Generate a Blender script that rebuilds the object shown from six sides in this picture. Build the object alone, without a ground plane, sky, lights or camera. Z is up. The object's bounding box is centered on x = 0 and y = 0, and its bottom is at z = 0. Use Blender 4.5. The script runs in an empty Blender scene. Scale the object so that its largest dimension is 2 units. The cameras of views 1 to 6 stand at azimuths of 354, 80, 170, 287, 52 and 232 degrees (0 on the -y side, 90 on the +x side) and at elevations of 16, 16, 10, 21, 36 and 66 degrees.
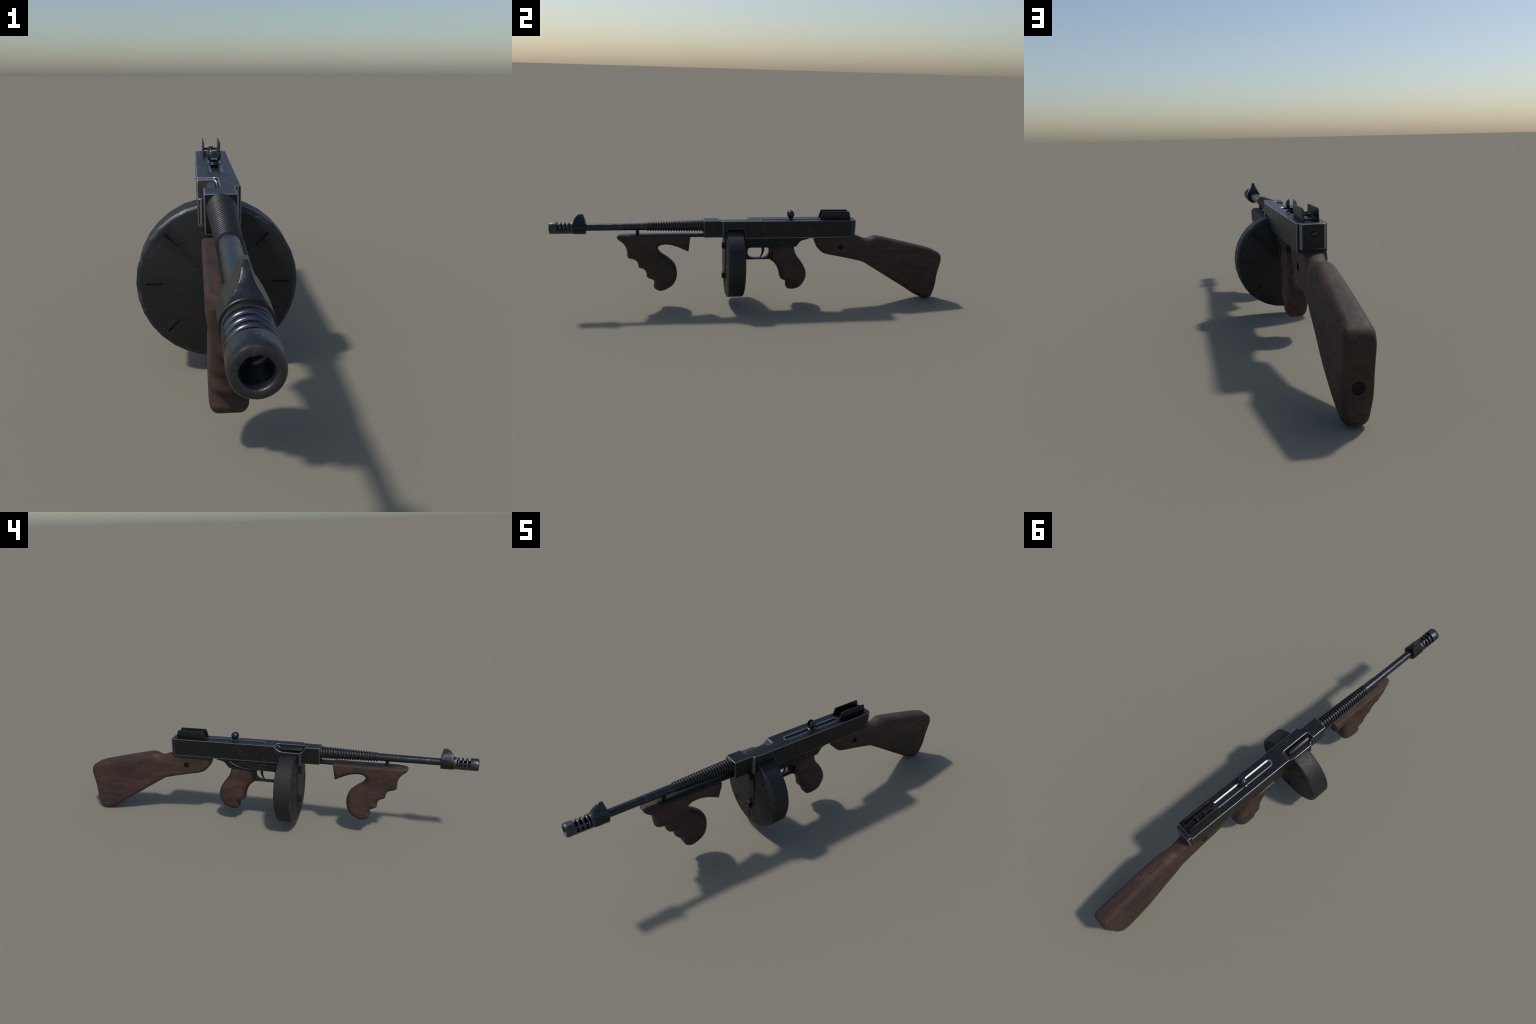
"""Vintage drum-fed submachine gun: blued-steel metalwork, dark walnut furniture.
Gun axis runs along y (muzzle at -y, butt at +y), z up, metres."""
import bpy, bmesh, math
from mathutils import Vector, Matrix
from mathutils.geometry import delaunay_2d_cdt

CX = 0.0068            # centre plane of the gun
DX = 0.0               # centre of the drum
PI = math.pi

# ------------------------------------------------------------------ helpers
def make_obj(name, bm, mat, parent=None, smooth_angle=35, mats=None, weld=True):
    if weld:
        bmesh.ops.remove_doubles(bm, verts=bm.verts, dist=1e-5)
    bmesh.ops.recalc_face_normals(bm, faces=bm.faces)
    me = bpy.data.meshes.new(name)
    bm.to_mesh(me); bm.free()
    for m in (mats or [mat]):
        me.materials.append(m)
    ob = bpy.data.objects.new(name, me)
    bpy.context.scene.collection.objects.link(ob)
    if parent is not None:
        ob.parent = parent
    shade(me, smooth_angle)
    return ob

def shade(me, ang):
    me.polygons.foreach_set("use_smooth", [True] * len(me.polygons))
    if ang is not None:
        me.set_sharp_from_angle(angle=math.radians(ang))
    me.update()

def apply_mods(ob, ang=35):
    """bake the modifier stack into the mesh"""
    dg = bpy.context.evaluated_depsgraph_get()
    dg.update()
    ev = ob.evaluated_get(dg)
    me = bpy.data.meshes.new_from_object(ev, preserve_all_data_layers=True, depsgraph=dg)
    old = ob.data
    ob.modifiers.clear()
    ob.data = me
    me.name = ob.name
    bpy.data.meshes.remove(old)
    shade(me, ang)
    return ob

def boolean(ob, cutters, op='DIFFERENCE'):
    for c in cutters:
        m = ob.modifiers.new("cut", 'BOOLEAN')
        m.operation = op; m.object = c; m.solver = 'EXACT'; m.material_mode = 'TRANSFER'
    apply_mods(ob, 35)
    for c in cutters:
        d = c.data
        bpy.data.objects.remove(c); bpy.data.meshes.remove(d)

def tidy(ob, weld=2.5e-4):
    bm = bmesh.new(); bm.from_mesh(ob.data)
    bmesh.ops.remove_doubles(bm, verts=bm.verts, dist=weld)
    bmesh.ops.dissolve_limit(bm, angle_limit=math.radians(.6), verts=bm.verts, edges=bm.edges, delimit={'MATERIAL'})
    bm.to_mesh(ob.data); bm.free(); ob.data.update()

def bevel_worn(ob, width, seg=1, angle=35, mat=None):
    """chamfer the edges, give the chamfers the rubbed-edge material, keep the flats flat"""
    tidy(ob)
    m = ob.modifiers.new("bevel", 'BEVEL')
    m.width = width; m.segments = seg; m.limit_method = 'ANGLE'; m.angle_limit = math.radians(angle)
    m.use_clamp_overlap = False; m.loop_slide = True; m.miter_outer = 'MITER_SHARP'
    if mat is not None: m.material = mat
    w = ob.modifiers.new("wn", 'WEIGHTED_NORMAL'); w.mode = 'FACE_AREA'; w.weight = 100; w.keep_sharp = False
    dg = bpy.context.evaluated_depsgraph_get(); dg.update()
    me = bpy.data.meshes.new_from_object(ob.evaluated_get(dg), preserve_all_data_layers=True, depsgraph=dg)
    old = ob.data; ob.modifiers.clear(); ob.data = me; me.name = ob.name
    bpy.data.meshes.remove(old)

def bevel(ob, width, seg=2, angle=35, shade_ang=40):
    m = ob.modifiers.new("bevel", 'BEVEL')
    m.width = width; m.segments = seg; m.limit_method = 'ANGLE'
    m.angle_limit = math.radians(angle); m.use_clamp_overlap = True
    m.harden_normals = False
    apply_mods(ob, shade_ang)

def box_bm(x0, x1, y0, y1, z0, z1):
    bm = bmesh.new()
    bmesh.ops.create_cube(bm, size=1)
    bmesh.ops.scale(bm, vec=(x1 - x0, y1 - y0, z1 - z0), verts=bm.verts)
    bmesh.ops.translate(bm, vec=((x0 + x1) / 2, (y0 + y1) / 2, (z0 + z1) / 2), verts=bm.verts)
    return bm

def prism_bm(poly, axis, a, b):
    """extrude a 2D polygon along an axis: axis x -> (y,z), y -> (x,z), z -> (x,y)"""
    def p(u, v, w):
        return {'x': (w, u, v), 'y': (u, w, v), 'z': (u, v, w)}[axis]
    bm = bmesh.new()
    lo = [bm.verts.new(p(u, v, a)) for u, v in poly]
    hi = [bm.verts.new(p(u, v, b)) for u, v in poly]
    n = len(poly)
    bm.faces.new(lo); bm.faces.new(hi)
    for i in range(n):
        bm.faces.new((lo[i], lo[(i + 1) % n], hi[(i + 1) % n], hi[i]))
    bmesh.ops.recalc_face_normals(bm, faces=bm.faces)
    return bm

def lathe_bm(profile, cx, cz, seg=48, phase=0.0, closed=False, bm=None):
    """revolve (y, r) profile about an axis parallel to y"""
    bm = bm or bmesh.new()
    rings = []
    for y, r in profile:
        if r < 1e-6:
            rings.append([bm.verts.new((cx, y, cz))])
        else:
            rings.append([bm.verts.new((cx + r * math.sin(phase + 2 * PI * i / seg), y,
                                        cz + r * math.cos(phase + 2 * PI * i / seg))) for i in range(seg)])
    pairs = list(zip(rings[:-1], rings[1:]))
    if closed:
        pairs.append((rings[-1], rings[0]))
    for A, B in pairs:
        for i in range(seg):
            j = (i + 1) % seg
            if len(A) == 1 and len(B) == 1: continue
            if len(A) == 1: bm.faces.new((A[0], B[i], B[j]))
            elif len(B) == 1: bm.faces.new((A[i], A[j], B[0]))
            else: bm.faces.new((A[i], A[j], B[j], B[i]))
    bmesh.ops.recalc_face_normals(bm, faces=bm.faces)
    return bm

def lathe_axis(profile, origin, axis, seg=20):
    """revolve a (distance along axis, r) profile about any axis through origin"""
    bm = lathe_bm(profile, 0, 0, seg)
    q = Vector((0, 1, 0)).rotation_difference(Vector(axis).normalized())
    bmesh.ops.transform(bm, matrix=Matrix.Translation(origin) @ q.to_matrix().to_4x4(), verts=bm.verts)
    return bm

def merge(bms):
    out = bmesh.new()
    for b in bms:
        m = bpy.data.meshes.new("tmp"); b.to_mesh(m); b.free()
        out.from_mesh(m); bpy.data.meshes.remove(m)
    return out

def tube_bm(path, rad, seg=10, squash=(1, 1)):
    """sweep a round section along a 3D polyline"""
    bm = bmesh.new(); rings = []
    pts = [Vector(p) for p in path]
    for k, p in enumerate(pts):
        t = (pts[min(k + 1, len(pts) - 1)] - pts[max(k - 1, 0)]).normalized()
        a = Vector((1, 0, 0)) if abs(t.x) < 0.9 else Vector((0, 0, 1))
        u = t.cross(a).normalized(); v = t.cross(u).normalized()
        r = rad(k / (len(pts) - 1)) if callable(rad) else rad
        rings.append([bm.verts.new(p + r * (squash[0] * math.cos(2 * PI * i / seg) * u + squash[1] * math.sin(2 * PI * i / seg) * v)) for i in range(seg)])
    for A, B in zip(rings[:-1], rings[1:]):
        for i in range(seg):
            j = (i + 1) % seg
            bm.faces.new((A[i], A[j], B[j], B[i]))
    bm.faces.new(rings[0]); bm.faces.new(rings[-1])
    bmesh.ops.recalc_face_normals(bm, faces=bm.faces)
    return bm

def catmull(pts, step=0.004, closed=False):
    """smooth curve through hand points, resampled evenly"""
    P = [Vector(p) for p in pts]
    n = len(P); out = []
    for i in range(n if closed else n - 1):
        if closed:
            p0, p1, p2, p3 = P[i - 1], P[i], P[(i + 1) % n], P[(i + 2) % n]
        else:
            p1, p2 = P[i], P[i + 1]
            p0 = P[i - 1] if i else 2 * p1 - p2
            p3 = P[i + 2] if i + 2 < n else 2 * p2 - p1
        t0 = 0; t1 = t0 + max((p1 - p0).length, 1e-6) ** .5
        t2 = t1 + max((p2 - p1).length, 1e-6) ** .5; t3 = t2 + max((p3 - p2).length, 1e-6) ** .5
        k = max(1, round((p2 - p1).length / step))
        for s in range(k):
            t = t1 + (t2 - t1) * s / k
            a1 = (t1 - t) / (t1 - t0) * p0 + (t - t0) / (t1 - t0) * p1
            a2 = (t2 - t) / (t2 - t1) * p1 + (t - t1) / (t2 - t1) * p2
            a3 = (t3 - t) / (t3 - t2) * p2 + (t - t2) / (t3 - t2) * p3
            b1 = (t2 - t) / (t2 - t0) * a1 + (t - t0) / (t2 - t0) * a2
            b2 = (t3 - t) / (t3 - t1) * a2 + (t - t1) / (t3 - t1) * a3
            out.append((t2 - t) / (t2 - t1) * b1 + (t - t1) / (t2 - t1) * b2)
    if not closed:
        out.append(P[-1])
    return out

def outline(*runs, step=0.004):
    """closed outline made of smooth runs that meet at corners"""
    out = []
    for r in runs:
        c = catmull(r, step)
        if out and (out[-1] - c[0]).length < 1e-6:
            c = c[1:]
        out += c
    if (out[0] - out[-1]).length < 1e-6:
        out.pop()
    return out

def smoothstep(a, b, x):
    t = min(1, max(0, (x - a) / (b - a)))
    return t * t * (3 - 2 * t)

def lerp_table(tab, x):
    if x <= tab[0][0]: return tab[0][1]
    for (x0, v0), (x1, v1) in zip(tab[:-1], tab[1:]):
        if x <= x1:
            return v0 + (v1 - v0) * smoothstep(x0, x1, x)
    return tab[-1][1]

def lerp_lin(tab, x):
    for (x0, v0), (x1, v1) in zip(tab[:-1], tab[1:]):
        if x <= x1: return v0 + (v1 - v0) * (x - x0) / (x1 - x0)
    return tab[-1][1]

def pillow_bm(poly, cx, half, rnd, grid=0.007, edge=0.0, sq=2.0):
    """carve a flat outline (y,z) into a solid: thickness is half(y,z) in the middle and rolls
    off towards the outline with a rounding radius rnd(y,z)"""
    n = len(poly)
    P = [Vector(p) for p in poly]
    area = sum(P[i].cross(P[(i + 1) % n]) for i in range(n))
    if area < 0: P.reverse()
    segs = [(P[i], P[(i + 1) % n]) for i in range(n)]
    def dist(q):
        best = 9
        for a, b in segs:
            ab = b - a; t = max(0, min(1, (q - a).dot(ab) / max(ab.length_squared, 1e-12)))
            d = (q - a - t * ab).length_squared
            if d < best: best = d
        return math.sqrt(best)
    def inside(q):
        c = False
        for a, b in segs:
            if (a.y > q.y) != (b.y > q.y) and q.x < (b.x - a.x) * (q.y - a.y) / (b.y - a.y) + a.x:
                c = not c
        return c
    pts = list(P)
    # inset rings close to the outline catch the tight curvature there
    for off in (0.0007, 0.0022, 0.0046, 0.008, 0.0125):
        for i in range(n):
            t = (P[(i + 1) % n] - P[i - 1]).normalized()
            q = P[i] + Vector((-t.y, t.x)) * off
            if inside(q) and dist(q) > off * 0.93:
                if off < 0.004 or i % 2 == 0:
                    pts.append(q)
    xs = [p.x for p in P]; ys = [p.y for p in P]
    row = 0; y = min(ys)
    while y < max(ys):
        x = min(xs) + (grid / 2 if row % 2 else 0)
        while x < max(xs):
            q = Vector((x, y))
            if inside(q) and dist(q) > 0.0125 + grid * .6: pts.append(q)
            x += grid
        y += grid * .87; row += 1
    vs, es, fs = delaunay_2d_cdt(pts, [(i, (i + 1) % n) for i in range(n)], [], 1, 1e-6)[:3]
    bm = bmesh.new()
    L = []; R = []
    for v in vs:
        d = dist(v)
        h = half(v.x, v.y); r = min(rnd(v.x, v.y), h * 0.97)
        if d < r:
            k = 1 - d / r
            x = h - r + r * (max(0, 1 - k ** sq)) ** (1 / sq)
        else:
            x = h
        if d < 1e-5:
            x = h - r
        L.append(bm.verts.new((cx - x, v.x, v.y))); R.append(bm.verts.new((cx + x, v.x, v.y)))
    bnd = {}
    for f in fs:
        for a, b in zip(f, f[1:] + f[:1]):
            bnd[(a, b)] = 1
        try:
            bm.faces.new([L[i] for i in f]); bm.faces.new([R[i] for i in reversed(f)])
        except ValueError:
            pass
    for (a, b) in list(bnd):
        if (b, a) not in bnd:
            try: bm.faces.new((L[a], R[a], R[b], L[b]))
            except ValueError: pass
    bmesh.ops.recalc_face_normals(bm, faces=bm.faces)
    return bm

# ---------------------------------------------------------------- materials
def nd(nt, t, **kw):
    n = nt.nodes.new(t)
    for k, v in kw.items():
        if k == 'inp':
            for kk, vv in v.items(): n.inputs[kk].default_value = vv
        else:
            setattr(n, k, v)
    return n

def ramp(nt, src, stops):
    r = nd(nt, 'ShaderNodeValToRGB')
    el = r.color_ramp.elements
    while len(el) < len(stops): el.new(0.5)
    for e, (p, c) in zip(el, stops):
        e.position = p; e.color = (*c, 1) if len(c) == 3 else c
    nt.links.new(src, r.inputs[0])
    return r.outputs[0]

def grey(v): return (v, v, v)

def mixc(nt, fac, a, b):
    m = nd(nt, 'ShaderNodeMix', data_type='RGBA')
    for src, k in ((fac, 0), (a, 6), (b, 7)):
        if hasattr(src, 'links'): nt.links.new(src, m.inputs[k])
        else: m.inputs[k].default_value = src if k == 0 else (*src, 1)
    return m.outputs[2]

def mth(nt, op, a, b=None, clamp=False):
    m = nd(nt, 'ShaderNodeMath', operation=op, use_clamp=clamp)
    for k, s in enumerate((a, b)):
        if s is None: continue
        if hasattr(s, 'links'): nt.links.new(s, m.inputs[k])
        else: m.inputs[k].default_value = s
    return m.outputs[0]

def coords(nt, scale=(1, 1, 1), rot=(0, 0, 0)):
    tc = nd(nt, 'ShaderNodeTexCoord')
    mp = nd(nt, 'ShaderNodeMapping')
    mp.inputs['Scale'].default_value = scale
    mp.inputs['Rotation'].default_value = rot
    nt.links.new(tc.outputs['Object'], mp.inputs['Vector'])
    return mp.outputs[0]

def noise(nt, vec, scale, detail=4, rough=.6, dist=0):
    n = nd(nt, 'ShaderNodeTexNoise')
    n.inputs['Scale'].default_value = scale; n.inputs['Detail'].default_value = detail
    n.inputs['Roughness'].default_value = rough; n.inputs['Distortion'].default_value = dist
    nt.links.new(vec, n.inputs['Vector'])
    return n.outputs['Fac']

def steel(name, base=(.030, .031, .033), scuff=(.075, .080, .088), edge=(.20, .215, .235), metallic=.85,
          rough=(.36, .56), scuff_amt=1.0, edge_r=.0050, edge_amt=1.0, rust=.35, bump=.12, crackle=0.0, spec=.5):
    m = bpy.data.materials.new(name); m.use_nodes = True
    nt = m.node_tree; b = nt.nodes['Principled BSDF']
    v = coords(nt)
    big = noise(nt, v, 17, 5, .62)
    mid = noise(nt, v, 70, 6, .7)
    fine = noise(nt, coords(nt, (1, .22, 1)), 420, 3, .6)
    # scuffs: lighter rubbed clouds broken up by fine scratches
    s = mth(nt, 'MULTIPLY', ramp(nt, mid, [(.50, grey(0)), (.72, grey(1))]), ramp(nt, big, [(.46, grey(0)), (.66, grey(1))]))
    s = mth(nt, 'MULTIPLY', s, ramp(nt, fine, [(.35, grey(.25)), (.65, grey(1))]))
    col = mixc(nt, mth(nt, 'MULTIPLY', s, scuff_amt, True), base, scuff)
    br = noise(nt, v, 11, 4, .6, .5)
    brown = (base[0] * 1.5, base[1] * 1.15, base[2] * .85)
    col = mixc(nt, mth(nt, 'MULTIPLY', ramp(nt, br, [(.48, grey(0)), (.70, grey(1))]), rust), col, brown)
    # rubbed bright edges
    bev = nd(nt, 'ShaderNodeBevel', samples=8); bev.inputs['Radius'].default_value = edge_r
    geo = nd(nt, 'ShaderNodeNewGeometry')
    dot = nd(nt, 'ShaderNodeVectorMath', operation='DOT_PRODUCT')
    nt.links.new(bev.outputs[0], dot.inputs[0]); nt.links.new(geo.outputs['Normal'], dot.inputs[1])
    e = mth(nt, 'SUBTRACT', 1.0, dot.outputs['Value'])
    en = ramp(nt, mid, [(.30, grey(.45)), (.62, grey(1))])
    e = mth(nt, 'MULTIPLY', ramp(nt, e, [(.02, grey(0)), (.20, grey(1))]), en)
    e = mth(nt, 'MULTIPLY', e, edge_amt, True)
    col = mixc(nt, e, col, edge)
    nt.links.new(col, b.inputs['Base Color'])
    b.inputs['Metallic'].default_value = metallic
    b.inputs['Specular IOR Level'].default_value = spec
    rg = nd(nt, 'ShaderNodeMapRange'); nt.links.new(mid, rg.inputs[0])
    rg.inputs[1].default_value = .3; rg.inputs[2].default_value = .7
    rg.inputs[3].default_value = rough[0]; rg.inputs[4].default_value = rough[1]
    nt.links.new(mth(nt, 'SUBTRACT', rg.outputs[0], mth(nt, 'MULTIPLY', e, .08)), b.inputs['Roughness'])
    bp = nd(nt, 'ShaderNodeBump'); bp.inputs['Strength'].default_value = bump; bp.inputs['Distance'].default_value = .002
    h = mth(nt, 'ADD', mid, mth(nt, 'MULTIPLY', fine, .35))
    if crackle:
        vo = nd(nt, 'ShaderNodeTexVoronoi', feature='DISTANCE_TO_EDGE'); vo.inputs['Scale'].default_value = 34
        wv = nd(nt, 'ShaderNodeVectorMath', operation='ADD')
        wn = nd(nt, 'ShaderNodeTexNoise'); wn.inputs['Scale'].default_value = 24; wn.inputs['Detail'].default_value = 4
        nt.links.new(v, wn.inputs['Vector'])
        sc = nd(nt, 'ShaderNodeVectorMath', operation='SCALE'); sc.inputs['Scale'].default_value = .05
        nt.links.new(wn.outputs['Color'], sc.inputs[0])
        nt.links.new(v, wv.inputs[0]); nt.links.new(sc.outputs[0], wv.inputs[1])
        nt.links.new(wv.outputs[0], vo.inputs['Vector'])
        cr = ramp(nt, vo.outputs['Distance'], [(0.0, grey(0)), (.05, grey(1))])
        gate = ramp(nt, big, [(.42, grey(1)), (.60, grey(0))])
        cr = mth(nt, 'MAXIMUM', cr, gate)
        h = mth(nt, 'ADD', h, mth(nt, 'MULTIPLY', cr, crackle))
    nt.links.new(h, bp.inputs['Height'])
    nt.links.new(bp.outputs[0], b.inputs['Normal'])
    return m

def walnut(name, rot=0.0, base=(.051, .029, .023), red=(.078, .042, .030), dark=(.031, .020, .017)):
    m = bpy.data.materials.new(name); m.use_nodes = True
    nt = m.node_tree; b = nt.nodes['Principled BSDF']
    v = coords(nt, (1, .16, 1), (rot, 0, 0))
    vi = coords(nt)
    grain = noise(nt, v, 120, 6, .68, .4)
    band = noise(nt, v, 26, 4, .6, 1.0)
    blotch = noise(nt, coords(nt, (1, .5, 1), (rot, 0, 0)), 13, 4, .62, .6)
    col = mixc(nt, ramp(nt, band, [(.36, grey(0)), (.66, grey(1))]), base, red)
    col = mixc(nt, mth(nt, 'MULTIPLY', ramp(nt, blotch, [(.47, grey(0)), (.66, grey(1))]), .75), col, dark)
    col = mixc(nt, mth(nt, 'MULTIPLY', ramp(nt, grain, [(.46, grey(0)), (.64, grey(1))]), .70), col, dark)
    lit = noise(nt, coords(nt, (1, .35, 1), (rot, 0, 0)), 21, 5, .7, .3)
    col = mixc(nt, mth(nt, 'MULTIPLY', ramp(nt, lit, [(.58, grey(0)), (.76, grey(1))]), .6), col, (.125, .064, .036))
    nt.links.new(col, b.inputs['Base Color'])
    b.inputs['Roughness'].default_value = .62
    rr = nd(nt, 'ShaderNodeMapRange'); nt.links.new(grain, rr.inputs[0])
    rr.inputs[3].default_value = .52; rr.inputs[4].default_value = .74
    nt.links.new(rr.outputs[0], b.inputs['Roughness'])
    b.inputs['Specular IOR Level'].default_value = .30
    bp = nd(nt, 'ShaderNodeBump'); bp.inputs['Strength'].default_value = .25; bp.inputs['Distance'].default_value = .002
    pore = noise(nt, v, 330, 3, .6)
    nt.links.new(mth(nt, 'ADD', grain, mth(nt, 'MULTIPLY', pore, .5)), bp.inputs['Height'])
    nt.links.new(bp.outputs[0], b.inputs['Normal'])
    return m

M_REC = steel("blued_receiver_steel", edge=(.115, .122, .132), rough=(.30, .54), scuff=(.105, .110, .120), scuff_amt=1.15, rust=.5, bump=.2)
M_EDGE = steel("rubbed_edge_steel", base=(.205, .218, .240), scuff=(.055, .058, .064), edge_amt=0, scuff_amt=1.3, rust=.3, rough=(.28, .42))
M_RIM = steel("rubbed_drum_rim", base=(.050, .052, .056), scuff=(.26, .28, .31), edge_amt=0, scuff_amt=1.6, metallic=.8, rust=.1, rough=(.30, .5), bump=.5)
M_MUZ = steel("scuffed_muzzle_steel", base=(.062, .063, .067), scuff=(.19, .20, .215), edge=(.3, .31, .34), rough=(.28, .50), scuff_amt=1.6, rust=.3, bump=.45, edge_amt=.5)
M_BAR = steel("blued_barrel_steel", base=(.044, .047, .054), scuff=(.20, .215, .24), rough=(.22, .40), scuff_amt=1.5, rust=.35, bump=.35)
M_FIN = steel("blued_fin_steel", base=(.050, .049, .050), scuff=(.06, .062, .066), rough=(.36, .5), edge_amt=.3, scuff_amt=.5)  # base raised to make up for weak highlights on the rounded fins
M_DRUM = steel("painted_drum_steel", base=(.018, .018, .019), scuff=(.040, .041, .043), edge=(.12, .13, .14), metallic=.35,
               rough=(.46, .66), rust=.25, bump=.25, crackle=.8, edge_r=.0015, edge_amt=.25)
M_DARK = steel("blackened_steel", base=(.020, .020, .021), scuff=(.045, .046, .048), metallic=.6, edge_amt=.5, rough=(.42, .6))
M_BRIGHT = steel("pale_slot_lip_steel", base=(.25, .27, .31), scuff=(.40, .42, .46), edge=(.5, .53, .57), metallic=.95, rough=(.34, .46), rust=.2)
M_BOLT = steel("bolt_steel", base=(.055, .057, .064), scuff=(.09, .09, .10), metallic=.9, rough=(.34, .46), edge_amt=.2)
M_PORT_DARK = steel("dark_port_steel", base=(.022, .019, .017), scuff=(.035, .030, .026), metallic=.35, edge_amt=.2, rough=(.5, .65), spec=.3)
M_RIB = steel("bright_rib_steel", base=(.10, .107, .122), scuff=(.19, .20, .225), metallic=.95, rough=(.22, .32), rust=.15, edge_amt=0)
M_HOLE = steel("near_black_hole_steel", base=(.007, .007, .008), scuff=(.012, .012, .013), metallic=.1, edge_amt=0, rough=(.6, .75), rust=0, spec=.25)
M_KNOB = steel("polished_knob_steel", base=(.048, .058, .066), scuff=(.085, .098, .108), metallic=.9, rough=(.26, .36), rust=.15, bump=.05)
W_STOCK = walnut("walnut_stock", rot=.22)
W_FORE = walnut("walnut_foregrip", rot=0.0)
W_GRIP = walnut("walnut_grip", rot=-.25, base=(.056, .030, .023), red=(.086, .043, .030))

# ------------------------------------------------------------------ root
root = bpy.data.objects.new("submachine_gun", None)
bpy.context.scene.collection.objects.link(root)
root["label"] = "vintage drum-fed submachine gun with dark walnut grips and stock"
root["category"] = "submachine gun"

# ------------------------------------------------------------------ receiver
RX0, RX1 = -0.0410, 0.0540
RZ0, RZ1 = 0.3498, 0.4413
RY0, RY1 = -0.1680, 0.4960
ch = 0.0068
sect = [(RX0 + ch * .6, RZ0), (RX1 - ch * .6, RZ0), (RX1, RZ0 + ch), (RX1, RZ1), (RX0, RZ1), (RX0, RZ0 + ch)]
receiver = make_obj("receiver", prism_bm(sect, 'y', RY0, RY1), M_REC, root, mats=[M_REC, M_PORT_DARK, M_EDGE])

# narrower front block with a small fillet into the body, and the recessed rear cap
BX0, BX1 = -0.0278, 0.0412
fil = [(BX0, -.2625), (BX1, -.2625)]
fil += [(BX1, RY0 - .0120), (BX1 + .0014, RY0 - .0062), (BX1 + .0052, RY0 - .0020), (RX1, RY0)]
fil += [(RX1 - .003, RY0 + .006), (RX0 + .003, RY0 + .006)]
fil += [(RX0, RY0), (BX0 - .0052, RY0 - .0020), (BX0 - .0014, RY0 - .0062), (BX0, RY0 - .0120)]
block = make_obj("b", prism_bm(fil, 'z', RZ0 + ch, RZ1), M_REC)
boolean(receiver, [block], 'UNION')

# magazine well: side window with a slanted front edge
well = prism_bm([(-.1580, .330), (-.1580, .3490), (-.1465, .3880), (-.1440, .3990), (-.0640, .3990), (-.0620, .3930), (-.0560, .330)], 'x', -.07, .08)
# ejection port: scooped window through the top and the -x side
scoop = [(-.0345, .470)] + [(p.x, p.y) for p in catmull([(-.0345, .4395), (-.0420, .4320), (-.0560, .4215), (-.0740, .4155), (-.1100, .4135), (-.1600, .4135), (-.1720, .4165), (-.1830, .4260), (-.1925, .4395)], .006)] + [(-.1925, .470)]
port = prism_bm(scoop, 'x', -.07, .0300)
def round_rect(x0, x1, y0, y1, r, n=6):
    out = []
    for cx, cy, a0 in ((x1 - r, y1 - r, 0), (x0 + r, y1 - r, 90), (x0 + r, y0 + r, 180), (x1 - r, y0 + r, 270)):
        out += [(cx + r * math.cos(math.radians(a0 + 90 * i / n)), cy + r * math.sin(math.radians(a0 + 90 * i / n))) for i in range(n + 1)]
    return out
port = make_obj("p", port, M_PORT_DARK)
boolean(port, [make_obj("q", prism_bm(round_rect(-.09, .0078, -.1885, -.0385, .0120), 'z', .38, .50), M_PORT_DARK)], 'INTERSECT')
groove = prism_bm(round_rect(-.0245, .0060, -.1780, -.0560, .009), 'z', .4070, .430)
# slot for the cocking handle
SX, SW = .0088, .0088
def stadium(w, y0, y1, n=10):
    return [(SX + w * math.cos(PI + PI * i / n), y0 + w + w * math.sin(PI + PI * i / n)) for i in range(n + 1)] + [(SX + w, y1), (SX - w, y1)]
slot = prism_bm(stadium(.0152, .0240, .3300), 'z', .4230, .46)
cuts = [make_obj("c", well, M_DARK), port] + [make_obj("c", b, M_PORT_DARK) for b in (groove, slot)]
boolean(receiver, cuts)
edge_slot = [m.name for m in receiver.data.materials].index(M_EDGE.name)
for p in receiver.data.polygons:      # rubbed lower chamfer
    if p.normal.z < -.2 and abs(p.normal.x) > .2: p.material_index = edge_slot
bevel_worn(receiver, .0027, 2, 32, edge_slot)

# paler lip around the cocking slot, standing a hair proud of the top
def ring_prism(outer, inner, prof):
    """line the slot: prof is a list of (share of the way from outer to inner, z)"""
    bm = bmesh.new(); n = len(outer)
    V = [[bm.verts.new((o[0] + (i[0] - o[0]) * t, o[1] + (i[1] - o[1]) * t, z)) for o, i in zip(outer, inner)] for t, z in prof]
    V.append(V[0])
    for A, B in zip(V[:-1], V[1:]):
        for i in range(n - 1):
            bm.faces.new((A[i], A[i + 1], B[i + 1], B[i]))
    for e in (0, n - 1):
        bm.faces.new([L[e] for L in V[:-1]])
    return bm
def stad_open(w, y0, y1, n=12):
    return [(SX - w, y1)] + [(SX + w * math.cos(PI + PI * i / n), y0 + w + w * math.sin(PI + PI * i / n)) for i in range(n + 1)] + [(SX + w, y1)]
make_obj("slot_lip", ring_prism(stad_open(.0158, .0234, .3270), stad_open(.0096, .0296, .3270), [(-.06, RZ1 - .004), (-.06, RZ1 + .0004), (.10, RZ1 + .0007), (.72, RZ1 - .0006), (.90, RZ1 - .0018), (.92, RZ1 - .0150), (.7, RZ1 - .0155)]), M_BRIGHT, receiver, 32, mats=[M_BRIGHT, M_DARK])
for p in bpy.data.objects['slot_lip'].data.polygons:
    if abs(p.normal.z) < .3: p.material_index = 1

# bolt seen through the port
make_obj("bolt", lathe_bm([(-.177, 0), (-.177, .0105), (-.173, .0136), (-.066, .0136), (-.062, .0110), (-.059, 0)], -.0080, .4205, 28), M_BOLT, receiver)
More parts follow.
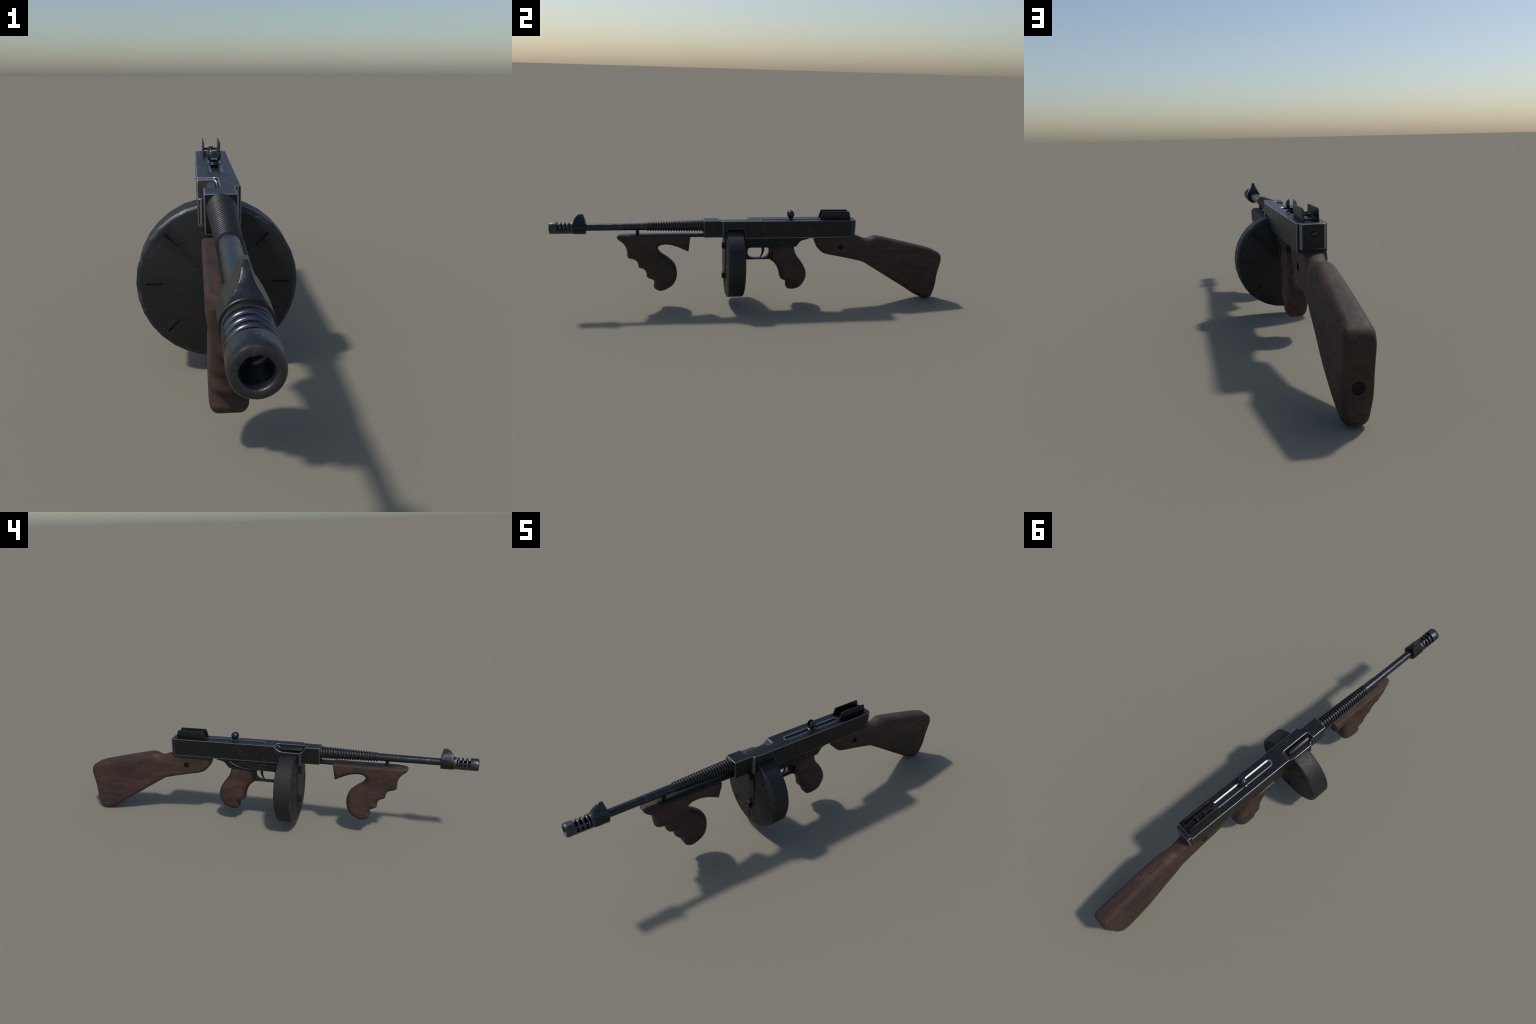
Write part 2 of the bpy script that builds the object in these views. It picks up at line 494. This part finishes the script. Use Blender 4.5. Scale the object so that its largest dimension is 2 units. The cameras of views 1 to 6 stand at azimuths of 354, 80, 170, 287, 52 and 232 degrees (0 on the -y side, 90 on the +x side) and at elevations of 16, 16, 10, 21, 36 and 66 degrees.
# inside the cocking slot
make_obj("bolt_carrier", box_bm(SX - .0094, SX + .0097, .0305, .327, .421, .4350), M_DARK, receiver)

# rear cap
cap_poly = [(-.0342, RY1 - .004), (.0472, RY1 - .004), (.0472, .5100), (.0430, .5150), (-.0300, .5150), (-.0342, .5100)]
cap = make_obj("end_cap", prism_bm(cap_poly, 'z', .3615, RZ1 - .0006), M_REC, receiver)
cap.data.materials.append(M_EDGE)
bevel_worn(cap, .0030, 2, 30, 1)
make_obj("buffer_stud", lathe_axis([(-.002, .0092), (.0018, .0092), (.0050, .0080), (.0074, .0048), (.0082, 0)], (.0033, .5150, .4095), (0, 1, 0), 20), M_KNOB, receiver)
# shadow gap under the cap, modelled as a dark box
make_obj("cap_shadow_box", box_bm(-.030, .043, .470, .5095, .352, .3630), M_DARK, receiver)

# cocking handle: split ball on a flanged stem
KX, KY, KZ = .0080, .1790, .4668
prof = [(.4300, .0085), (.4405, .0085), (.4408, .0182), (.4424, .0192), (.4440, .0186), (.4454, .0140), (.4480, .0122), (.4510, .0124)]
R = .0200
for i in range(15):
    a = math.radians(-50 + 140 * i / 14)
    prof.append((KZ + R * math.sin(a), max(R * math.cos(a), 0 if i == 14 else 1e-4)))
kb = lathe_axis([(z, r) for z, r in [(.43, 0)] + prof], (KX, KY, 0), (0, 0, 1), 36)
knob = make_obj("cocking_handle", kb, M_KNOB, receiver)
boolean(knob, [make_obj("c", box_bm(KX - .0082, KX + .0082, KY - .04, KY + .04, .4560, .52), M_KNOB)])
bevel(knob, .0009, 2, 40)

# rear sight: two protective wings on a base plate with a folding ladder
sight = make_obj("rear_sight", box_bm(-.0165, .0285, .3290, .4880, .4395, .4430), M_DARK, receiver)
bevel(sight, .0018, 2, 40)
wing_poly = outline([(.3285, .4398), (.3395, .4790)], [(.3395, .4790), (.3410, .4825), (.3440, .4838)], [(.3440, .4838), (.4735, .4838)], [(.4735, .4838), (.4785, .4825), (.4810, .4790)], [(.4810, .4790), (.4895, .4398)], [(.4895, .4398), (.3285, .4398)], step=.02)
for x in (-.0192, .0272):
    w = make_obj("sight_wing", prism_bm([(p.x, p.y) for p in wing_poly], 'x', x, x + .0042), M_REC, sight)
    bevel(w, .0010, 2, 40)
lx0, lx1 = -.0085, .0225
def ladz(y): return .4505 + (.4865 - y) * .105
def bar(p, q, w, h):
    p, q = Vector(p), Vector(q); t = (q - p).normalized()
    s = t.cross(Vector((0, 0, 1))).normalized() * w / 2; u = s.cross(t).normalized() * h / 2
    bm = bmesh.new(); V = [[bm.verts.new(c + a * s + b * u) for a, b in ((-1, -1), (1, -1), (1, 1), (-1, 1))] for c in (p, q)]
    bm.faces.new(V[0]); bm.faces.new(V[1])
    for i in range(4): bm.faces.new((V[0][i], V[0][(i + 1) % 4], V[1][(i + 1) % 4], V[1][i]))
    bmesh.ops.recalc_face_normals(bm, faces=bm.faces)
    return bm
lad = merge([bar((x, .485, ladz(.485)), (x, .3885, ladz(.3885)), .0040, .0030) for x in (lx0 + .002, lx1 - .002)]
            + [bar((lx0, .3885, ladz(.3885)), (lx1, .3885, ladz(.3885)), .0042, .0042)])
ladder = make_obj("sight_ladder", lad, M_REC, sight)
make_obj("ladder_hinge", lathe_axis([(0, 0), (0, .0036), (.0440, .0036), (.0440, 0)], (-.0150, .4850, .4500), (1, 0, 0), 12), M_DARK, sight)
slider = merge([bar((lx0 - .003, .427, ladz(.427)), (lx1 + .003, .427, ladz(.427)), .0085, .0050),
                lathe_axis([(-.002, .0042), (-.002, .0068), (.0046, .0068), (.0052, .0060), (.0052, .0042)], (.0068, .427, ladz(.427) + .001), (0, 0, 1), 18)])
make_obj("sight_slider", slider, M_REC, sight)

# ------------------------------------------------------------------ barrel
AX, AZ = .0069, .4080
def axz(y): return .4062 + (y + 1.0) * .0076      # the barrel climbs slightly towards the receiver
def tilt(bm):
    for v in bm.verts: v.co.z += axz(v.co.y) - .4080
    return bm
bore = [(-.700, 0.0), (-.700, .0100)]
barrel = make_obj("barrel", tilt(lathe_bm([(-.90, .0105), (-.90, .0168), (-.832, .0171), (-.74, .0173), (-.66, .0177), (-.60, .0181), (-.56, .0182), (-.540, .0180),
                   (-.535, .0178), (-.45, .0194), (-.36, .0211), (-.262, .0230), (-.250, .0230), (-.250, 0)], AX, AZ, 48)), M_BAR, root)
nf = 22
fin0 = None
for k in range(nf):
    y = -.5350 + k * .0127
    R = .0228 + (.0306 - .0228) * k / (nf - 1)
    ri = .0150 + .004 * k / (nf - 1)
    t = .0041
    pr = [(y - t, ri), (y - t, R - .0024), (y - t * .62, R - .0006), (y, R), (y + t * .62, R - .0006), (y + t, R - .0024), (y + t, ri)]
    make_obj("cooling_fin", tilt(lathe_bm(pr, AX, AZ, 48, closed=True)), M_FIN, barrel, 50)
make_obj("barrel_nut", tilt(lathe_bm([(-.2700, .015), (-.2700, .0262), (-.2680, .0285), (-.262, .0290), (-.258, .0290), (-.258, .015)], AX, AZ, 48, closed=True)), M_FIN, barrel)

# muzzle brake: thick tube with four slots cut into its upper half, three ribs between them
RO, RI = .0292, .0166
tube = [(-.700, 0), (-.700, RI * .75), (-.885, RI * .75), (-.905, RI), (-.996, RI), (-.9995, RI + .0012), (-1.0010, RI + .0040), (-1.0012, RI + .0075),
        (-.9995, RO - .0022), (-.9960, RO - .0005), (-.990, RO), (-.885, RO), (-.885, .012), (-.700, .012)]
brake_prof = [(-.996, RI), (-.9994, RI + .0008), (-1.0006, RI + .0024), (-1.0008, RI + .0070), (-.9996, RO - .0024), (-.9965, RO - .0007), (-.990, RO),
              (-.884, RO), (-.884, RI * .98), (-.904, RI)]
brake = make_obj("muzzle_brake", tilt(lathe_bm(brake_prof, AX, AZ, 64, closed=True)), M_MUZ, barrel)
boolean(brake, [make_obj("c", box_bm(-.04, .06, -.9635, -.9005, .4000, .45), M_DARK)])
bevel(brake, .0008, 2, 45)
# inner sleeve behind the slots
slv = make_obj("brake_sleeve", tilt(lathe_bm([(-.975, .0172), (-.975, .0222), (-.890, .0222), (-.890, .0172)], AX, AZ, 48, closed=True)), M_DARK, brake)
boolean(slv, [make_obj("c", box_bm(-.04, .06, -.98, -.88, .4155, .45), M_DARK)])
for y in (-.9478, -.9290, -.9102):
    # half-ring rib, round section
    bm = bmesh.new(); rings = []
    for i in range(33):
        a = math.radians(-104 + 208 * i / 32)
        c = Vector((math.sin(a), 0, math.cos(a)))
        rc = RO - .0052
        ring = []
        for j in range(12):
            b_ = 2 * PI * j / 12
            ring.append(bm.verts.new(Vector((AX, y, AZ)) + c * (rc + .0052 * math.cos(b_)) + Vector((0, .0048 * math.sin(b_), 0))))
        rings.append(ring)
    for A, B in zip(rings[:-1], rings[1:]):
        for j in range(12): bm.faces.new((A[j], A[(j + 1) % 12], B[(j + 1) % 12], B[j]))
    bm.faces.new(rings[0]); bm.faces.new(rings[-1])
    make_obj("brake_rib", tilt(bm), M_RIB, brake)

# front sight: ring collar with a flared blade rising out of it
fs = make_obj("front_sight", tilt(lathe_bm([(-.888, .020), (-.888, .0312), (-.8868, .0322), (-.8325, .0322), (-.8310, .0312), (-.8310, .016)], AX, AZ, 56, closed=True)), M_REC, barrel)
zt = .4738
def crest(t):      # (front y, rear y, half width) against height 0..1 above the collar shoulder
    fy = lerp_table([(0, -.8872), (.35, -.8862), (.6, -.8815), (.85, -.8715), (1, -.8600)], t)
    ry = lerp_table([(0, -.8315), (.3, -.8318), (.6, -.8345), (.85, -.8390), (1, -.8400)], t)
    hw = lerp_lin([(0, .0285), (.2, .0245), (.415, .0180), (.55, .0130), (.66, .0100), (.8, .0074), (.9, .0060), (1, .0048)], t)
    return fy, ry, hw
bm = bmesh.new(); rings = []
NT = 14
for k in range(NT + 1):
    t = k / NT
    fy, ry, hw = crest(t)
    z = .4195 + (zt - .4195) * t
    ring = []
    m_ = 8
    hf = hw * (.82 + .15 * (1 - t))
    for i in range(m_ + 1):
        u = i / m_; y = fy + (ry - fy) * u
        ring.append((-1, y, hf + (hw - hf) * u))
    loop = [(AX - h, y, z) for s, y, h in ring] + [(AX + h, y, z) for s, y, h in reversed(ring)]
    rings.append([bm.verts.new(p) for p in loop])
for A, B in zip(rings[:-1], rings[1:]):
    n = len(A)
    for i in range(n): bm.faces.new((A[i], A[(i + 1) % n], B[(i + 1) % n], B[i]))
bm.faces.new(rings[0]); bm.faces.new(rings[-1])
blade = make_obj("sight_blade", bm, M_BAR, fs, 42)
bevel(blade, .0012, 2, 45, 50)

# ------------------------------------------------------------------ drum magazine
DZ, DR = .2195, .1808
DY0, DY1 = -.1505, -.0640
prof = [(DY0, 0), (DY0, DR - .0085), (DY0 + .0018, DR - .0040), (DY0 + .0062, DR), (DY1 - .0062, DR), (DY1 - .0018, DR - .0040), (DY1, DR - .0085), (DY1, 0)]
drum = make_obj("drum_magazine", lathe_bm(prof, DX, DZ, 32, 0.0), M_DRUM, root, 30, mats=[M_DRUM, M_RIM])
for p in drum.data.polygons:          # paint rubbed off the rolled rims
    c = p.center; r = math.hypot(c.x - DX, c.z - DZ)
    if DR - .0088 < r and min(abs(c.y - DY0), abs(c.y - DY1)) < .0045: p.material_index = 1
ticks = []
for k in range(8):
    if k == 0: continue
    a = k * PI / 4
    for y0, y1 in ((DY0 - .01, DY0 + .0050), (DY1 - .0050, DY1 + .01)):
        bm = prism_bm(outline([(.1225, -.0032), (.1580, -.0032)], [(.1580, -.0032), (.1610, 0), (.1580, .0032)], [(.1580, .0032), (.1225, .0032)], [(.1225, .0032), (.1195, 0), (.1225, -.0032)], step=.0025), 'y', y0, y1)
        bmesh.ops.rotate(bm, verts=bm.verts, cent=(0, 0, 0), matrix=Matrix.Rotation(a - PI / 2, 3, 'Y'))
        bmesh.ops.translate(bm, verts=bm.verts, vec=(DX, 0, DZ))
        ticks.append(make_obj("c", bm, M_DRUM))
cut = ticks[0]
boolean(drum, ticks)
shade(drum.data, 30)
# winding key plate on the front face
LX = .0050
plate = outline([(LX - .0275, .3500), (LX + .004, .3500)], [(LX + .004, .3500), (LX + .0180, .3180), (LX + .0280, .2750), (LX + .0300, .2350), (LX + .0270, .1840)],
                [(LX + .0270, .1840), (LX + .0020, .1860)], [(LX + .0020, .1860), (LX + .0030, .1150)], [(LX + .0030, .1150), (LX - .0230, .1150)],
                [(LX - .0230, .1150), (LX - .0300, .1500), (LX - .0330, .2000), (LX - .0330, .2700), (LX - .0275, .3500)], step=.01)
kp = make_obj("key_plate", prism_bm([(p.x, p.y) for p in plate], 'y', DY0 - .0042, DY0 + .001), M_DRUM, drum)
bevel(kp, .0010, 2, 40)
for zc in (.3080, .1520):
    s = make_obj("key_stud", box_bm(LX - .0110, LX + .0150, DY0 - .0185, DY0 - .001, zc - .0150, zc + .0150), M_DARK, kp)
    bevel(s, .0022, 2, 40)
make_obj("key_rivet", lathe_axis([(-.001, .0042), (.0022, .0036), (.0036, .0020), (.0040, 0)], (LX - .004, DY0 - .0042, .2165), (0, -1, 0), 16), M_KNOB, kp)
make_obj("index_mark", bar((LX - .0280, DY0 - .0045, .2480), (LX - .004, DY0 - .0045, .2500), .0014, .0014), M_KNOB, kp)

# ------------------------------------------------------------------ trigger frame and guard
FW, FWL = .0305, .0345
frame_poly = outline([(-.0560, .3530), (-.0560, .2342)], [(-.0560, .2342), (.0740, .2342)], [(.0740, .2342), (.0780, .2480), (.0790, .2700), (.0880, .2860), (.1050, .2960), (.1300, .3010)],
                     [(.1300, .3010), (.2080, .3030)], [(.2080, .3030), (.2190, .3180), (.2300, .3310), (.2430, .3365), (.2660, .3420), (.2900, .3520)], [(.2900, .3520), (-.0560, .3530)], step=.008)
tf = make_obj("trigger_frame", prism_bm([(p.x, p.y) for p in frame_poly], 'x', CX - FWL, CX + FW), M_DARK, root)
guard_hole = outline([(-.0260, .3010), (.0620, .3000)], [(.0620, .3000), (.0715, .2850), (.0735, .2720), (.0680, .2560), (.0600, .2470), (.0460, .2412), (.0100, .2404), (-.0120, .2412), (-.0290, .2480), (-.0375, .2620), (-.0375, .2850), (-.0330, .2960), (-.0260, .3010)], step=.006)
boolean(tf, [make_obj("c", prism_bm([(p.x, p.y) for p in guard_hole], 'x', -.08, .09), M_DARK)])
# the guard strap itself is narrower than the frame
for sgn in (-1, 1):
    xa, xb = CX + sgn * .0140, CX + sgn * .06
    boolean(tf, [make_obj("c", prism_bm([(-.070, .2985), (.0760, .2985), (.0760, .22), (-.070, .22)], 'x', min(xa, xb), max(xa, xb)), M_DARK)])
bevel(tf, .0015, 2, 40)

trig = catmull([(.0385, .3100), (.0400, .2950), (.0420, .2800), (.0395, .2660), (.0345, .2530), (.0268, .2425)], .004)
make_obj("trigger", tube_bm([(CX, p.x, p.y) for p in trig], lambda t: .0098 - .0068 * t ** 1.3, 14, (.9, .8)), M_DARK, tf)
def pin(y, z, r, side, h=.0035):
    x = CX + side * ((FW if side > 0 else FWL) - .0005)
    r *= 1.15
    return make_obj("frame_pin", lathe_axis([(0, r), (h * .45, r * .95), (h * .85, r * .6), (h, 0)], (x, y, z), (side, 0, 0), 16), M_KNOB, tf)
for y, z, r in ((.0080, .3310, .0032), (.0800, .3310, .0046), (.1370, .3215, .0056)):
    pin(y, z, r, 1)
for y, z, r in ((.1977, .3353, .0062), (.1370, .3365, .0062), (.0975, .3210, .0040)):
    pin(y, z, r, -1, .0045)
# safety and fire-selector lever with its long spring arm on the -x side
xs = CX - FWL
lever = merge([lathe_axis([(-.002, 0), (-.002, .0150), (.0035, .0150), (.0050, .0138), (.0052, 0)], (xs, .0170, .3230), (-1, 0, 0), 30),
               box_bm(xs - .0050, xs + .001, .0170, .0420, .3045, .3360)])
make_obj("selector_lever", lever, M_DARK, tf)
make_obj("lever_stud", lathe_axis([(0, .0046), (.003, .0044), (.0052, .0026), (.0058, 0)], (xs - .0050, .0185, .3325), (-1, 0, 0), 16), M_KNOB, tf)
arm = catmull([(.1960, .3350), (.1850, .3280), (.1680, .3190), (.1540, .3135), (.1330, .3085), (.1120, .3060), (.0800, .3060), (.0400, .3075)], .006)
make_obj("lever_arm", tube_bm([(xs - .0016, p.x, p.y) for p in arm], .0030, 10), M_KNOB, tf)
make_obj("lever_rod", merge([tube_bm([(xs - .001, .1300, .3360), (xs - .001, .0620, .3365)], .0030, 8), tube_bm([(xs - .001, .0930, .3170), (xs - .001, .0400, .3190)], .0026, 8)]), M_DARK, tf)

# ------------------------------------------------------------------ pistol grip
gp = [Vector((p.x - .0045 * smoothstep(.16, .25, p.x), p.y + .0065 * smoothstep(.16, .07, p.y))) for p in outline([(.0790, .2290), (.0954, .2175), (.1146, .1924), (.1266, .1636), (.1305, .1420), (.1325, .1330)],
             [(.1325, .1330), (.1372, .1255), (.1470, .1195), (.1590, .1135), (.1645, .1040), (.1658, .0930), (.1655, .0790)],
             [(.1655, .0790), (.1700, .0695), (.1800, .0655), (.2087, .0640), (.2330, .0715), (.2520, .0895), (.2690, .1198), (.2735, .1544), (.2670, .1815), (.2465, .2163), (.2200, .2510), (.2085, .2738), (.2035, .2930), (.2025, .3060)],
             [(.2025, .3060), (.1000, .3060)], [(.1000, .3060), (.0800, .2900), (.0770, .2600), (.0790, .2290)], step=.0035)]
def grip_half(y, z):
    return lerp_table([(.066, .0255), (.100, .0360), (.14, .0385), (.20, .0338), (.25, .0300), (.31, .0285)], z)
make_obj("pistol_grip", pillow_bm(gp, CX - .001, grip_half, lambda y, z: .0140 + .0120 * smoothstep(.070, .130, z) - .008 * smoothstep(.24, .30, z)), W_GRIP, root, 60)

# ------------------------------------------------------------------ foregrip
fgp = [Vector((p.x, p.y + .0040 * smoothstep(.15, .08, p.y))) for p in outline([(-.6800, .3490), (-.6725, .3410), (-.6634, .3335), (-.6540, .3230), (-.6457, .3107), (-.6410, .2970), (-.6395, .2844), (-.6385, .2680), (-.6372, .2545)],
              [(-.6372, .2545), (-.6300, .2490), (-.6180, .2460), (-.6044, .2420), (-.5950, .2355), (-.5890, .2250), (-.5860, .2140), (-.5847, .2035)],
              [(-.5847, .2035), (-.5770, .1985), (-.5640, .1950), (-.5550, .1880), (-.5490, .1780), (-.5470, .1650), (-.5458, .1515)],
              [(-.5458, .1515), (-.5370, .1450), (-.5250, .1410), (-.5150, .1350), (-.5085, .1260), (-.5095, .1130), (-.5127, .1020)],
              [(-.5127, .1020), (-.5080, .0900), (-.4948, .0800), (-.4779, .0750), (-.4564, .0800), (-.4176, .1055), (-.4001, .1369), (-.3955, .1730), (-.4077, .2182), (-.4411, .2522), (-.4700, .2720), (-.4830, .2870), (-.4877, .3000), (-.4821, .3120), (-.4690, .3180), (-.4527, .3200), (-.4250, .3170), (-.3983, .3085), (-.3680, .2955), (-.3370, .2815)],
              [(-.3370, .2815), (-.3285, .3670)], [(-.3285, .3670), (-.6700, .3670)], [(-.6700, .3670), (-.6800, .3650), (-.6860, .3580), (-.6800, .3490)], step=.0032)]
def fore_half(y, z):
    h = lerp_table([(.07, .0335), (.12, .0375), (.20, .0370), (.27, .0350), (.33, .0414), (.36, .0418)], z)
    h -= .0006
    return h - .016 * smoothstep(-.625, -.69, y) if y < -.625 else h
def fore_round(y, z):
    r = .0150 + .0140 * smoothstep(.08, .16, z) - .004 * smoothstep(.27, .32, z)
    r = r - .0165 * smoothstep(.325, .352, z)
    r = r - .010 * smoothstep(-.39, -.345, y)
    return max(r, .006)
fg = make_obj("foregrip", pillow_bm(fgp, CX - .0012, fore_half, fore_round), W_FORE, root, 55)
rail_poly = [(-.0115, -.2560)] + [(.0065 + .0182 * math.cos(a), -.6060 - .0150 * math.sin(a)) for a in [PI - PI * i / 10 for i in range(11)]] + [(.0247, -.2560)]
rail = make_obj("rail", prism_bm(rail_poly, 'z', .3565, .3700), M_DARK, fg)
bevel(rail, .0014, 2, 40)
make_obj("rail_post", lathe_axis([(0, .0090), (.0205, .0090), (.0245, .0078)], (AX, -.5855, .3650), (0, 0, 1), 16), M_DARK, fg)

# ------------------------------------------------------------------ butt stock
st = outline([(.3026, .3520), (.3040, .3318), (.3132, .3061), (.3274, .2833), (.3489, .2658), (.3758, .2565), (.4500, .2395), (.5650, .2118), (.5790, .2055)],
             [(.5790, .2055), (.6800, .1430), (.7800, .0810), (.8713, .0262), (.9050, .0112), (.9260, .0034), (.9470, .0000), (.9690, .0028), (.9820, .0110), (.9875, .0250), (.9910, .0621), (.9960, .1350), (1.0050, .1930), (1.0085, .2150), (1.0050, .2400), (.9960, .2520), (.9780, .2620), (.9440, .2745), (.8500, .2975), (.7500, .3215), (.6650, .3415), (.6450, .3450), (.6300, .3455), (.6150, .3420), (.6000, .3365), (.5850, .3335), (.5700, .3350), (.5480, .3440), (.5250, .3500), (.5000, .3530)],
             [(.5000, .3530), (.3026, .3520)], step=.0045)
def stock_half(y, z):
    h = lerp_table([(.30, .0320), (.45, .0340), (.56, .0350), (.64, .0375), (.80, .0400), (.95, .0416), (1.01, .0414)], y)
    return h - .006 * smoothstep(.12, .0, z) * smoothstep(.7, .9, y)
def stock_round(y, z):
    # combs and bellies are well rounded; the butt face and the seat under the receiver stay crisp
    top = lerp_table([(.30, .009), (.50, .012), (.545, .028), (.58, .034), (.64, .0300), (.95, .0265)], y)
    mid = .235 - .05 * smoothstep(.3, .6, y)
    low = lerp_table([(.30, .013), (.56, .015), (.65, .018), (.95, .020)], y)
    edge_z = lerp_table([(.30, .30), (.58, .28), (1.0, .13)], y)
    r = low + (top - low) * smoothstep(edge_z - .05, edge_z + .04, z)
    r = r + (.0095 - r) * smoothstep(.945, .980, y) * smoothstep(.30, .20, z) * smoothstep(.02, .09, z)
    return r + (.026 - r) * smoothstep(.80, .92, y) * smoothstep(.06, .01, z)
st = [Vector((p.x - (.0088 + .0028 * smoothstep(.22, .12, p.y)) * smoothstep(.80, .99, p.x) + .004 * smoothstep(.40, .30, p.x), p.y + .0024 * smoothstep(.34, .45, p.x) * smoothstep(.005, .07, p.y))) for p in st]
stock = make_obj("butt_stock", pillow_bm(st, CX - .0003, stock_half, stock_round, .009), W_STOCK, root, 55)
# near-black bolt heads and walls in counterbored holes
SXC = CX - .0003
ny = Vector((0, 1, -.11)).normalized()
BO = Vector((CX + .0005, .9870, .1080))
holes = [make_obj("c", lathe_axis([(-.02, 0), (-.02, .0146), (.02, .0146), (.02, 0)], (SXC + sd * .0480, .4410, .2985), (sd, 0, 0), 28), M_HOLE) for sd in (-1, 1)]
holes.append(make_obj("c", lathe_axis([(-.0075, 0), (-.0075, .0172), (.03, .0172), (.03, 0)], BO, ny, 32), M_HOLE))
stock.data.materials.append(M_HOLE)
boolean(stock, holes); shade(stock.data, 50)
for sd in (-1, 1):
    make_obj("cross_bolt", lathe_axis([(-.010, .0144), (-.0022, .0144), (-.0010, .0125), (-.0008, 0)], (SXC + sd * .0262, .4410, .2985), (sd, 0, 0), 24), M_HOLE, stock)
bs = merge([lathe_axis([(-.010, .0170), (-.0060, .0170), (-.0054, 0)], BO, ny, 30)])
make_obj("butt_screw", bs, M_HOLE, stock)

# ------------------------------------------------------------------ tidy: no stray helpers
for me in [m for m in bpy.data.meshes if m.users == 0]:
    bpy.data.meshes.remove(me)
